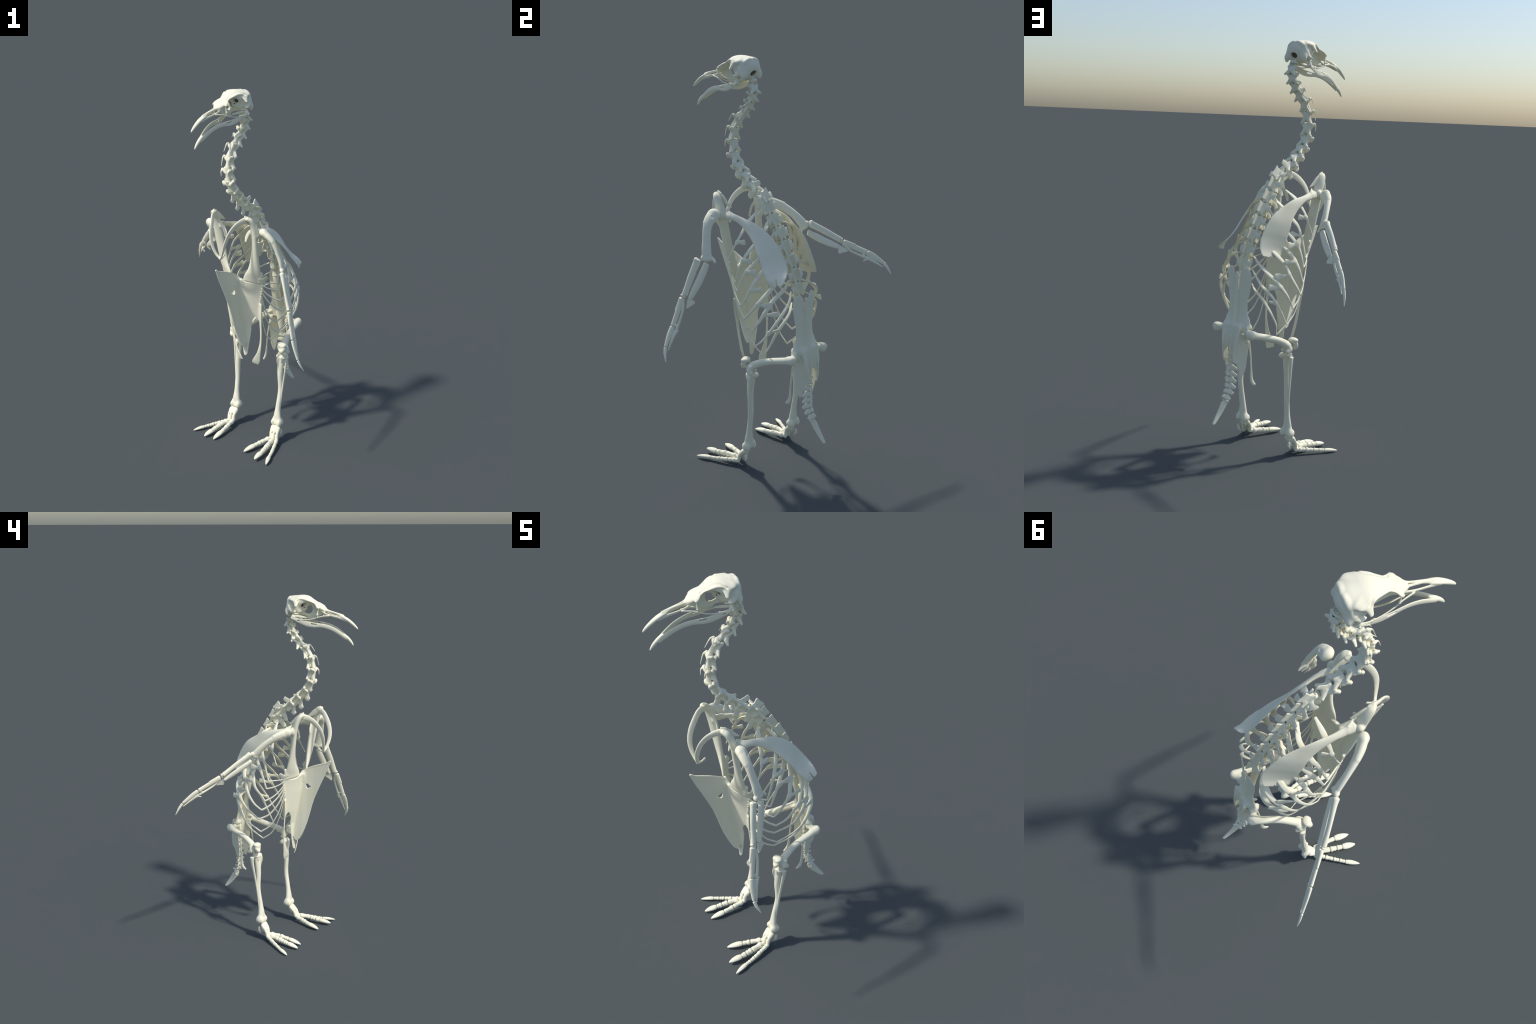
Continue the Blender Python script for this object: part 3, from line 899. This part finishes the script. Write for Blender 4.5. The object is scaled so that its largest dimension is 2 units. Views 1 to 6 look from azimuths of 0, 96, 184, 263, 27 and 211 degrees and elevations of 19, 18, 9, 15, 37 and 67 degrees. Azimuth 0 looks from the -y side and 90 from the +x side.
LEFT_FLIPPER = dict(humerus=[(.187, .174, 1.288), (.185, .201, 1.273), (.178, .225, 1.248), (.171, .241, 1.214), (.163, .252, 1.176), (.155, .262, 1.138), (.147, .268, 1.096)], hand=V(.95, .1, .28), rad_p=V(.186, .294, 1.086), rad_d=V(.215, .354, .932), uln_p=V(.143, .280, 1.070),
                    uln_d=V(.184, .347, .920), car=V(.174, .355, .855), mc_p=V(.223, .366, .912), mc_d=V(.250, .409, .778), ph_d=V(.261, .452, .682),
                    tip=V(.237, .475, .617), min_p=V(.213, .406, .767), min_d=V(.246, .450, .667))
RIGHT_FLIPPER = dict(humerus=[(.180, -.186, 1.272), (.157, -.217, 1.260), (.129, -.243, 1.244), (.099, -.264, 1.221), (.073, -.279, 1.196), (.052, -.289, 1.171), (.033, -.298, 1.147)], hand=V(.0, -.025, .041), rad_p=V(.020, -.330, 1.156), rad_d=V(-.067, -.449, 1.065), uln_p=V(.016, -.311, 1.113),
                     uln_d=V(-.074, -.428, 1.033), car=V(-.102, -.452, .984), mc_p=V(-.082, -.461, 1.049), mc_d=V(-.159, -.557, .989), ph_d=V(-.218, -.624, .927),
                     tip=V(-.247, -.650, .864), min_p=V(-.158, -.532, .948), min_d=V(-.220, -.614, .908))


# ---------------------------------------------------------------- pelvis and tail
def build_pelvis():
    B = Bone(.0018)
    m = -.008
    # fused sacral column
    B.tube([V(-.166, m, .905), V(-.183, m, .82), V(-.203, m, .72), V(-.220, m, .63), V(-.230, m, .57), V(-.236, m, .535)],
           [.017, .016, .018, .020, .016, .013], [.017, .015, .016, .016, .014, .012], ref=(0, 1, 0), k=.008)
    # crest along the back
    B.tube([V(-.222, m, .912), V(-.220, m, .86), V(-.224, m, .78), V(-.232, m, .70), V(-.244, m, .62), V(-.248, m, .55)],
           [.010, .012, .014, .014, .010, .006], [.003, .003, .004, .006, .006, .004], ref=(1, 0, .2), k=.008)
    for sg in (1, -1):
        p = side(sg, m)
        # front blade of the ilium
        B.tube([p(-.214, .044, .936), p(-.213, .045, .912), p(-.212, .044, .870), p(-.212, .039, .820), p(-.213, .034, .770), p(-.214, .036, .720), p(-.216, .046, .68),
                p(-.220, .052, .645)],
               [.012, .029, .031, .028, .024, .026, .033, .031], [.003, .0035, .004, .0045, .0055, .007, .009, .010],
               ref=[(.25, sg, 0)] * 6 + [(.3, sg, 0), (.3, sg, .2)], k=.010, n=7)
        # roof behind the hip, sloping to the side
        B.tube([p(-.236, .026, .66), p(-.244, .032, .61), p(-.248, .037, .575), p(-.250, .040, .545)], [.032, .026, .018, .007], [.009, .007, .005, .003],
               ref=(-.45, sg * .9, 0), k=.018)
        # eave over the hip socket
        B.tube([p(-.196, .060, .668), p(-.204, .074, .662), p(-.222, .074, .655)], [.012, .011, .010], [.007, .006, .006], ref=(1, 0, 0), k=.008)
        B.tube([p(-.200, .052, .64), p(-.198, .056, .612), p(-.206, .060, .590)], [.010, .009, .010], [.009, .008, .006], k=.008)
        # ischium
        B.plate(V(0, sg * .066 + m, 0), (1, 0, 0), (0, 0, 1),
                [(-.255, .625), (-.268, .56), (-.267, .505), (-.256, .488), (-.244, .480), (-.226, .424), (-.216, .420), (-.204, .462), (-.203, .52), (-.203, .585), (-.212, .615), (-.235, .63)],
                .0028, k=.008, bow=lambda u, w, sg=sg: -sg * .48 * (np.minimum(u, -.205) + .205) + sg * .10 * np.clip(.56 - w, 0, .2), smooth=2)
        # pubis
        B.tube([p(-.196, .063, .600), p(-.186, .068, .53), p(-.181, .071, .46), p(-.177, .072, .410), p(-.166, .072, .385), p(-.152, .071, .376)],
               [.006, .0048, .006, .0085, .010, .006], [.004, .003, .0032, .0045, .005, .004], ref=(1, 0, 0), k=.006)
        # socket
        B.ball(p(-.213, .082, .637), (.019, .022, .019), k=.004, sub=True)
        B.ball(p(-.226, .074, .598), (.010, .016, .013), k=.004, sub=True)
    emit('pelvis', B)


TAIL = [(-.237, -.004, .527), (-.237, -.003, .495), (-.236, -.002, .462), (-.236, .0, .431), (-.238, .001, .401), (-.238, .002, .371), (-.247, .002, .344), (-.262, .001, .319)]


def build_tail():
    P = [V(*p) for p in TAIL] + [V(-.275, .001, .296)]
    for i in range(8):
        T, Lt, D = frame_at(P, i)
        c = P[i]
        B = Bone(.0014)
        at = lambda x, y, d: c + T * x + Lt * y + D * d
        B.tube([at(.009, 0, .002), at(-.009, 0, .002)], [.0165, .0165], [.012, .012], ref=Lt, k=.004, cap=.35)
        B.tube([at(.002, 0, .008), at(-.004, 0, .025)], [.009, .0065], [.005, .004], ref=T, k=.004)
        w = [.024, .029, .031, .033, .033, .031, .027, .021][i]
        for sg in (1, -1):
            B.tube([at(.002, sg * .008, 0), at(-.002, sg * w * .7, -.001), at(-.006, sg * w, -.004)], [.0105, .010, .0085], [.0055, .005, .0042], ref=T, k=.004)
        B.tube([at(0, 0, -.006), at(-.003, 0, -.016 if i > 2 else -.009)], [.006, .005], [.004, .003], ref=T, k=.004)
        B.tube([at(.03, 0, .010), at(-.03, 0, .010)], .003, k=.002, sub=True)
        emit('caudal_vertebra', B)
    B = Bone(.0014)
    m = .001
    B.plate(V(0, m, 0), (1, 0, 0), (0, 0, 1), [(-.248, .304), (-.262, .308), (-.288, .300), (-.294, .292), (-.307, .270), (-.326, .240), (-.346, .208), (-.344, .201), (-.334, .201), (-.312, .222), (-.282, .255), (-.262, .285)],
            lambda u, w: np.interp(u, [-.34, -.30, -.26], [.004, .004, .006]), k=.004, smooth=2, edge=.003)
    B.tube([V(-.262, m, .292), V(-.285, m, .262), V(-.315, m, .226), V(-.338, m, .205)], [.010, .008, .006, .005], [.008, .006, .005, .005], k=.006)
    for sg in (1, -1):
        B.tube([V(-.268, m, .294), V(-.262, m + sg * .016, .300)], [.007, .004], [.004, .003], k=.004)
    emit('pygostyle', B)


# ---------------------------------------------------------------- legs
def build_leg(sg, K):
    p = K['p']
    # femur
    B = Bone(.0018)
    hd, tr, mid, dist = K['fem_head'], K['fem_troch'], K['fem_mid'], K['fem_dist']
    B.ball(hd, (.017, .017, .017), k=.004)
    B.tube([hd, .5 * (hd + tr) + V(.004, 0, 0), tr], [.013, .014, .018], [.013, .014, .016], k=.008)
    B.tube([tr + V(-.004, 0, .010), tr + V(.022, 0, .004)], [.014, .013], [.016, .014], k=.010)
    B.tube([tr + V(.006, 0, 0), tr * .7 + mid * .3 + V(0, 0, .002), mid, mid * .45 + dist * .55 + V(0, 0, .006), dist], [.020, .0175, .0165, .0175, .021], [.019, .017, .016, .0175, .020], k=.010)
    ax = unit(dist - mid)
    Lt = unit(V(0, sg, 0) - ax * ax[1] * sg)
    Dn = np.cross(ax, Lt) * sg
    if Dn[2] > 0:
        Dn = -Dn
    B.tube([dist - ax * .01 + Lt * .018, dist + Lt * .021 + Dn * .014 + ax * .002, dist + Lt * .021 + Dn * .030 - ax * .006], [.013, .014, .011], [.010, .010, .009], ref=ax, k=.008)
    B.tube([dist - ax * .01 - Lt * .016, dist - Lt * .019 + Dn * .014 + ax * .002, dist - Lt * .019 + Dn * .026 - ax * .006], [.013, .014, .011], [.010, .011, .009], ref=ax, k=.008)
    emit('femur', B)
    # patella: faceted lump
    B = Bone(.0016)
    c = K['patella']
    B.ball(c + V(-.004, 0, 0), (.017, .028, .022), k=.006)
    B.ball(c + V(-.007, sg * .004, .018), (.020, .025, .011), k=.010)
    B.ball(c + V(.006, sg * .008, -.012), (.010, .014, .018), k=.010)
    B.tube([c + V(.018, sg * .030, .006), c + V(.022, -sg * .030, -.006)], .008, k=.012, sub=True)
    B.tube([c + V(-.024, sg * .04, -.006), c + V(-.024, -sg * .04, -.010)], [.012, .012], k=.006, sub=True)
    B.ball(c + V(.016, sg * .014, .022), (.010, .016, .008), k=.006, sub=True)
    B.ball(c + V(.014, -sg * .026, -.006), (.010, .010, .016), k=.006, sub=True)
    emit('patella', B)
    # tibia with crest and ankle pulley
    tp, tm, td = K['tib_p'], K['tib_m'], K['tib_d']
    B = Bone(.0018)
    B.tube([tp + V(0, 0, .012), tp + V(0, 0, -.010), tp * .75 + td * .25, tm, tp * .25 + td * .75, td + V(0, 0, .035), td], [.026, .022, .0155, .0145, .0148, .0235, .029],
           [.019, .017, .0138, .0125, .0128, .0155, .016], ref=(.12, 1, 0), k=.010, n=7)
    B.ball(tp + V(-.004, 0, .012), (.020, .033, .009), k=.006)
    B.ball(tp + V(-.012, -sg * .022, .006), (.015, .016, .012), k=.008)
    B.tube([tp + V(.014, -sg * .008, .020), tp + V(.018, -sg * .006, -.012), tp + V(.012, -sg * .004, -.055)], [.011, .012, .004], [.005, .004, .003], ref=(1, 0, 0), k=.008)
    B.tube([tp + V(.012, sg * .012, .016), tp + V(.014, sg * .014, -.008)], [.008, .004], [.004, .003], ref=(1, 0, 0), k=.006)
    for e in (1, -1):
        B.tube([td + V(-.013, e * .021, .002), td + V(.015, e * .021, -.004)], [.018, .0175], [.010, .010], ref=(0, 0, 1), k=.012)
    B.tube([td + V(.026, 0, .03), td + V(.030, 0, -.012)], [.008, .010], [.008, .008], k=.010, sub=True)
    B.tube([td + V(.008, 0, .004), td + V(.010, 0, -.008)], [.016, .014], [.010, .009], ref=(0, 1, 0), k=.006)
    B.tube([td + V(-.030, 0, .02), td + V(-.026, 0, -.024)], [.008, .009], [.009, .009], k=.010, sub=True)
    emit('tibiotarsus', B)
    # fibula splint
    B = Bone(.0014)
    fh = K['fib']
    fe = tp * .42 + td * .58 + V(-.006, sg * .0155, 0)
    B.tube([fh + V(0, 0, .002), fh + V(.001, -sg * .002, -.03), fh * .5 + fe * .5 + V(0, 0, 0), fe, tp * .18 + td * .82 + V(-.004, sg * .013, 0)], [.013, .010, .0068, .0045, .003],
           [.0075, .006, .0042, .003, .002], ref=(1, .0, 0), k=.004)
    emit('fibula', B)
    # foot bone: three fused shafts
    mp, md = K['tmt_p'], K['tmt_d']
    B = Bone(.0015)
    x = unit(md - mp)
    y = unit(V(0, sg, 0) - x * x[1] * sg)
    y = unit(K['toe4'][0] - K['toe2'][0])
    n = unit(np.cross(x, y))
    if n[2] < 0:
        n = -n
    B.tube([mp - x * .002, mp + x * .012], [.027, .025], [.013, .012], ref=y, k=.006)
    for j, key in enumerate(('toe2', 'toe3', 'toe4')):
        o = (j - 1) * .017
        e = K[key][0]
        dv = unit(K[key][1] - e)
        B.tube([mp + y * o, mp * .55 + e * .45 + n * .002 + y * o * .45, e - dv * .014, e - dv * .004], [.0105, .0095, .0095, .0098], [.011, .0095, .009, .0105], ref=y, k=.006)
    for o in (-.5, .5):
        c = mp * .55 + md * .45 + y * o * .020
        B.tube([c + n * .03, c - n * .03], [.0025, .0025], [.005, .005], ref=y, k=.003, sub=True)
    # heel ridges
    B.tube([mp - n * .012 + y * .006, mp - n * .020 + x * .016 + y * .006, mp - n * .016 + x * .034 + y * .006], [.008, .008, .004], [.005, .005, .003], ref=n, k=.006)
    B.tube([mp - n * .012 - y * .010, mp - n * .016 + x * .012 - y * .010], [.007, .005], [.005, .004], ref=n, k=.006)
    emit('tarsometatarsus', B)
    # toes
    for key, fat in (('toe2', 1.0), ('toe3', 1.05), ('toe4', .82)):
        T = K[key]
        for j in range(len(T) - 1):
            a, b = T[j], T[j + 1]
            x = unit(b - a)
            claw = j == len(T) - 2
            B = Bone(.0013)
            w0 = .0152 * fat * (1 - .05 * j)
            if not claw:
                B.tube([a + x * (.0004 + w0 * .28), a + x * (.004 + w0 * .5), a * .55 + b * .45, b - x * (.003 + w0 * .5), b - x * (.0004 + w0 * .26)], [w0 * .92, w0 * .98, w0 * .76, w0 * .86, w0 * .84],
                       [w0 * .86, w0 * .92, w0 * .72, w0 * .82, w0 * .80], ref=(0, 0, 1), k=.003, cap=.32)
                emit('toe_phalanx', B)
            else:
                L = np.linalg.norm(b - a)
                s = np.cross(x, V(0, 0, 1))
                B.tube([a + x * (.0004 + w0 * .28), a + x * L * .30 + V(0, 0, .002), a + x * L * .62 + V(0, 0, .002), a + x * L * .86 + V(0, 0, .0005), b - x * .0015],
                       [w0 * .98, w0 * 1.16, w0 * .96, w0 * .52, .0015], [w0 * .84, w0 * .80, w0 * .64, w0 * .38, .0014], ref=s, k=.003, cap=.32)
                emit('claw', B)
    # hind toe
    B = Bone(.0013)
    c = K['hallux']
    B.tube([c + V(.002, 0, .010), c + V(.004, 0, -.008), c + V(.012, -sg * .004, -.024)], [.007, .008, .003], [.005, .0055, .0025], k=.003)
    emit('hind_toe', B)


def leg_points():
    L = dict(p=side(1), fem_head=V(-.214, .068, .640), fem_troch=V(-.232, .106, .634), fem_mid=V(-.110, .126, .604), fem_dist=V(-.014, .162, .560),
             patella=V(.016, .166, .578), tib_p=V(-.006, .152, .500), tib_m=V(-.002, .154, .31), tib_d=V(.020, .150, .116), fib=V(-.022, .181, .508),
             tmt_p=V(.040, .154, .086), tmt_d=V(.086, .166, .030), hallux=V(.016, .176, .060),
             toe4=[V(.080, .187, .026), V(.119, .204, .022), V(.158, .220, .018), V(.183, .229, .014), V(.211, .238, .013), V(.283, .269, .009)],
             toe3=[V(.095, .168, .033), V(.155, .181, .032), V(.190, .185, .026), V(.216, .188, .022), V(.289, .193, .016)],
             toe2=[V(.085, .140, .032), V(.138, .123, .026), V(.176, .110, .020), V(.256, .091, .010)])
    R = dict(p=side(-1), fem_head=V(-.214, -.074, .641), fem_troch=V(-.236, -.115, .632), fem_mid=V(-.130, -.140, .608), fem_dist=V(-.034, -.176, .564),
             patella=V(-.004, -.184, .574), tib_p=V(-.022, -.162, .504), tib_m=V(-.015, -.165, .31), tib_d=V(.004, -.162, .122), fib=V(-.036, -.202, .508),
             tmt_p=V(.024, -.165, .090), tmt_d=V(.066, -.172, .032), hallux=V(-.002, -.180, .064),
             toe4=[V(.066, -.186, .026), V(.097, -.205, .022), V(.131, -.227, .018), V(.156, -.242, .015), V(.181, -.258, .012), V(.246, -.291, .004)],
             toe3=[V(.075, -.170, .033), V(.132, -.180, .031), V(.165, -.183, .025), V(.195, -.186, .020), V(.264, -.192, .009)],
             toe2=[V(.060, -.148, .032), V(.118, -.138, .029), V(.174, -.133, .020), V(.253, -.133, .005)])
    return L, R


build_skull()
build_mandible()
build_neck()
build_trunk_spine()
build_ribs()
build_sternum()
build_girdle()
build_flipper(LEFT_FLIPPER, V(.043, .014, .022), 1)
build_flipper(RIGHT_FLIPPER, V(.006, -.020, .036), -1)
build_pelvis()
build_tail()
lp, rp = leg_points()
build_leg(1, lp)
build_leg(-1, rp)
